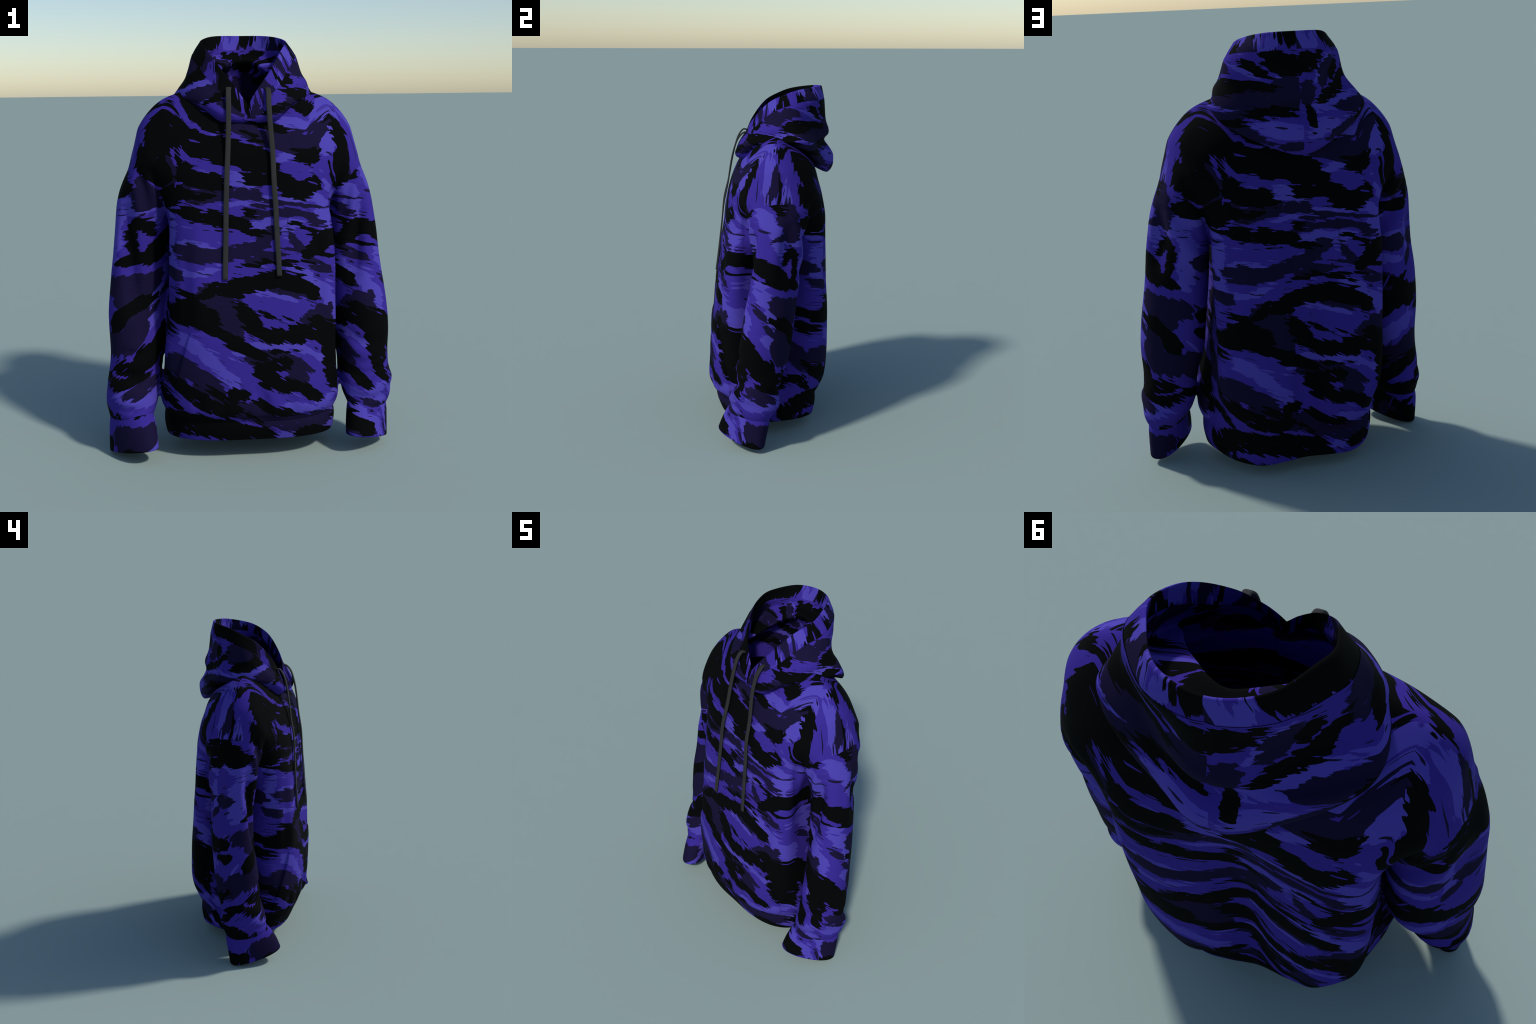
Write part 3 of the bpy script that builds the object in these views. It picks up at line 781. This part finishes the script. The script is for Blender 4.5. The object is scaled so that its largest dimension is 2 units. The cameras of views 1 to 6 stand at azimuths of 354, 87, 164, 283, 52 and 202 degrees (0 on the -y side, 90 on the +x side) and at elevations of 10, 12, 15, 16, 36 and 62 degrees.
# the seam down the middle of the back of the hood
midc = net.shape[1] // 2
for dc, dip in ((-1, .0015), (0, .004), (1, .0015)):
    net[8:, midc + dc, 1] -= dip
HOOD_FOLDS = [
    (.009, .030, (.215, .170, 1.890), (.120, .272, 1.790), (.000, .336, 1.730)), (-.008, .024, (.270, .160, 1.800), (.150, .270, 1.700), (.000, .325, 1.690)),
    (.009, .028, (-.160, .235, 1.880), (-.080, .300, 1.790), (.000, .336, 1.740)), (-.006, .022, (-.250, .170, 1.790), (-.140, .270, 1.720), (.000, .330, 1.690)),
    (.007, .022, (.180, -.080, 1.745), (.270, .000, 1.760), (.310, .100, 1.770)), (-.007, .020, (.235, -.080, 1.705), (.300, .010, 1.735), (.335, .120, 1.735)),
    (-.006, .022, (-.180, -.100, 1.735), (-.260, .000, 1.760), (-.290, .100, 1.790)), (.006, .025, (.100, .300, 1.600), (.060, .340, 1.560), (.0, .355, 1.54)),
]
hv = net.reshape(-1, 3)
hn = np.cross(np.gradient(net, axis=1), np.gradient(net, axis=0))
hn /= np.linalg.norm(hn, axis=2)[:, :, None] + 1e-9
if (hn[20:40, midc, 1]).mean() < 0:
    hn = -hn
hd = fold_depth(hv, HOOD_FOLDS).reshape(net.shape[:2])
hd[:12] *= np.linspace(0, 1, 12)[:, None]
net = net + hn * hd[:, :, None]
K_BAND = 10                                          # the hem band of the opening ends on this row
hood = mesh_obj("hood", net[K_BAND:].reshape(-1, 3), grid_faces(net.shape[0] - K_BAND, net.shape[1], False), root, CLOTH_HOOD)

# lining: from the rim down the inside, over a shelf to the raised neck edge and down into the neck
L_BAND = [(-.012, -.170, 1.600), (.050, -.170, 1.655), (.088, -.150, 1.705), (.138, -.090, 1.762), (.203, .015, 1.858), (.228, .100, 1.900), (.205, .160, 1.918), (.120, .245, 1.926), (.0, .280, 1.930)]
L_WALL = [(.000, -.168, 1.600), (.070, -.168, 1.632), (.120, -.150, 1.670), (.192, -.085, 1.712), (.240, .010, 1.765), (.250, .092, 1.805), (.210, .150, 1.860), (.116, .220, 1.888), (.0, .255, 1.892)]
L_EDGE = [(.005, -.165, 1.602), (.072, -.160, 1.622), (.125, -.138, 1.655), (.222, -.065, 1.698), (.195, .015, 1.750), (.150, .078, 1.800), (.102, .130, 1.842), (.050, .178, 1.872), (.0, .198, 1.878)]
L_DROP = [(.010, -.160, 1.595), (.075, -.150, 1.600), (.125, -.130, 1.612), (.262, -.052, 1.650), (.275, .030, 1.672), (.252, .108, 1.705), (.180, .172, 1.745), (.080, .228, 1.775), (.0, .248, 1.785)]
L_NECK = [(.010, -.150, 1.560), (.075, -.140, 1.560), (.130, -.120, 1.560), (.262, -.050, 1.555), (.295, .030, 1.550), (.272, .112, 1.550), (.200, .180, 1.540), (.100, .220, 1.530), (.0, .238, 1.520)]
L_RIM = [tuple(np.array(a) * 0.55 + np.array(b) * 0.45) for a, b in zip(H_RIM, L_BAND)]
lnet = hood_net([H_RIM, L_RIM, L_BAND, L_WALL, L_EDGE, L_DROP, L_NECK], [0, .35, .9, 1.6, 2.3, 3.2, 4.2], inset=0.012, pinches=[.97, .97, .96, 1, 1, 1, 1])
lining = mesh_obj("hood_lining", lnet[12:].reshape(-1, 3), grid_faces(lnet.shape[0] - 12, lnet.shape[1], False), hood, CLOTH_HOOD)
# band round the opening: from the lining, over a rounded edge, down the outside
inner = lnet[:13]
edge = []
for f in (0.2, 0.5, 0.8):
    m = inner[0] * (1 - f) + net[0] * f
    up = net[0] - net[4]
    up /= np.linalg.norm(up, axis=1)[:, None] + 1e-9
    edge.append(m + up * 0.005 * math.sin(math.pi * f))
brows = np.concatenate([inner[::-1] + 0.0, np.array(edge), net[:K_BAND + 1]])
lift = np.gradient(brows, axis=0)
brows_n = np.cross(np.gradient(brows, axis=0), np.gradient(brows, axis=1))
brows_n /= np.linalg.norm(brows_n, axis=2)[:, :, None] + 1e-9
brows = brows + brows_n * -0.0015
mesh_obj("hood_band", brows.reshape(-1, 3), grid_faces(brows.shape[0], brows.shape[1], False), hood, CLOTH_BAND)

# kangaroo pocket: a raised panel on the lower front, open along its slanted sides
def front_y(x, z):
    hit = shell_bvh.ray_cast(Vector((x, -1.0, z)), Vector((0, 1, 0)))
    return hit[0].y if hit[0] else -0.3


POCKET_EDGE = [(0.635, 0.292), (0.60, 0.302), (0.50, 0.330), (0.40, 0.356), (0.33, 0.372), (0.27, 0.378), (0.225, 0.372)]   # z, half width


def pocket():
    pz, px = np.array(POCKET_EDGE).T
    zs = np.linspace(0.635, 0.225, 50)
    hw = np.interp(-zs, -pz, px)
    us = np.linspace(-1, 1, 90)
    front, back = [], []
    for z, w in zip(zs, hw):
        tz = min((0.635 - z) / 0.05, (z - 0.225) / 0.05, 1)
        for u in us:
            x = u * w
            edge = min((1 - abs(u)) * w / 0.05, 1)
            bulge = 0.004 + 0.005 * max(0, tz) ** 0.5 + 0.005 * (1 - max(0, edge)) * max(0, min(tz, 1))
            y = front_y(x, z)
            front.append((x, y - bulge, z))
            back.append((x, y + 0.004, z))
    r, c = len(zs), len(us)
    Fp = grid_faces(r, c, False)
    n = r * c
    Fb = [tuple(i + n for i in f[::-1]) for f in Fp]
    loop = [i for i in range(c)] + [k * c + c - 1 for k in range(1, r)] + [(r - 1) * c + c - 2 - k for k in range(c - 1)] + [k * c for k in range(r - 2, 0, -1)]
    Fs = [(loop[k], loop[(k + 1) % len(loop)], loop[(k + 1) % len(loop)] + n, loop[k] + n) for k in range(len(loop))]
    ob = mesh_obj("pocket", front + back, Fp + Fb + [f[::-1] for f in Fs], torso, CLOTH)
    bm = bmesh.new()
    bm.from_mesh(ob.data)
    bmesh.ops.recalc_face_normals(bm, faces=bm.faces)
    bm.to_mesh(ob.data)
    bm.free()
    ed = ob.modifiers.new("edge", "BEVEL")
    ed.width, ed.segments, ed.limit_method, ed.angle_limit = 0.003, 2, "ANGLE", math.radians(50)
    return ob


pocket()

# drawstrings
CORD_R = [(.088, -.132, 1.738), (.093, -.156, 1.740), (.095, -.182, 1.718), (.093, -.202, 1.682), (.095, -.227, 1.596), (.104, -.252, 1.445), (.106, -.276, 1.329), (.112, -.290, 1.199), (.116, -.304, 1.068), (.121, -.317, .959), (.123, -.324, .888)]
CORD_L = [(-.083, -.134, 1.742), (-.088, -.156, 1.744), (-.091, -.182, 1.712), (-.092, -.201, 1.662), (-.095, -.222, 1.576), (-.102, -.246, 1.447), (-.110, -.273, 1.333), (-.116, -.286, 1.203), (-.120, -.301, 1.073), (-.125, -.317, .943), (-.127, -.326, .878)]


def ribbon(name, pts, width, thick, parent, mat):
    pts = np.array(pts)
    d = np.r_[0, np.cumsum(np.linalg.norm(np.diff(pts, axis=0), axis=1))]
    P = spline(pts, d, 90)
    T = np.gradient(P, axis=0)
    T /= np.linalg.norm(T, axis=1)[:, None]
    side = np.cross(T, [0, 1, 0.35])
    side = np.tile([1.0, 0, 0], (len(P), 1)) - T * T[:, :1]
    side /= np.linalg.norm(side, axis=1)[:, None]
    nn = np.cross(side, T)
    n = 12
    a = np.linspace(0, 2 * np.pi, n, endpoint=False) + np.pi / n
    ca, sa = spow(np.cos(a), 0.5), spow(np.sin(a), 0.6)
    rings = [p + np.outer(ca * width / 2, s) + np.outer(sa * thick / 2, m) for p, s, m in zip(P, side, nn)]
    Vt = np.concatenate(rings)
    Ft = grid_faces(len(rings), n, True) + [tuple(range(n))[::-1], tuple(range((len(rings) - 1) * n, len(rings) * n))]
    return mesh_obj(name, Vt, Ft, parent, mat)


ribbon("drawstring", CORD_R, 0.0245, 0.009, hood, CORD)
ribbon("drawstring", CORD_L, 0.0245, 0.009, hood, CORD)
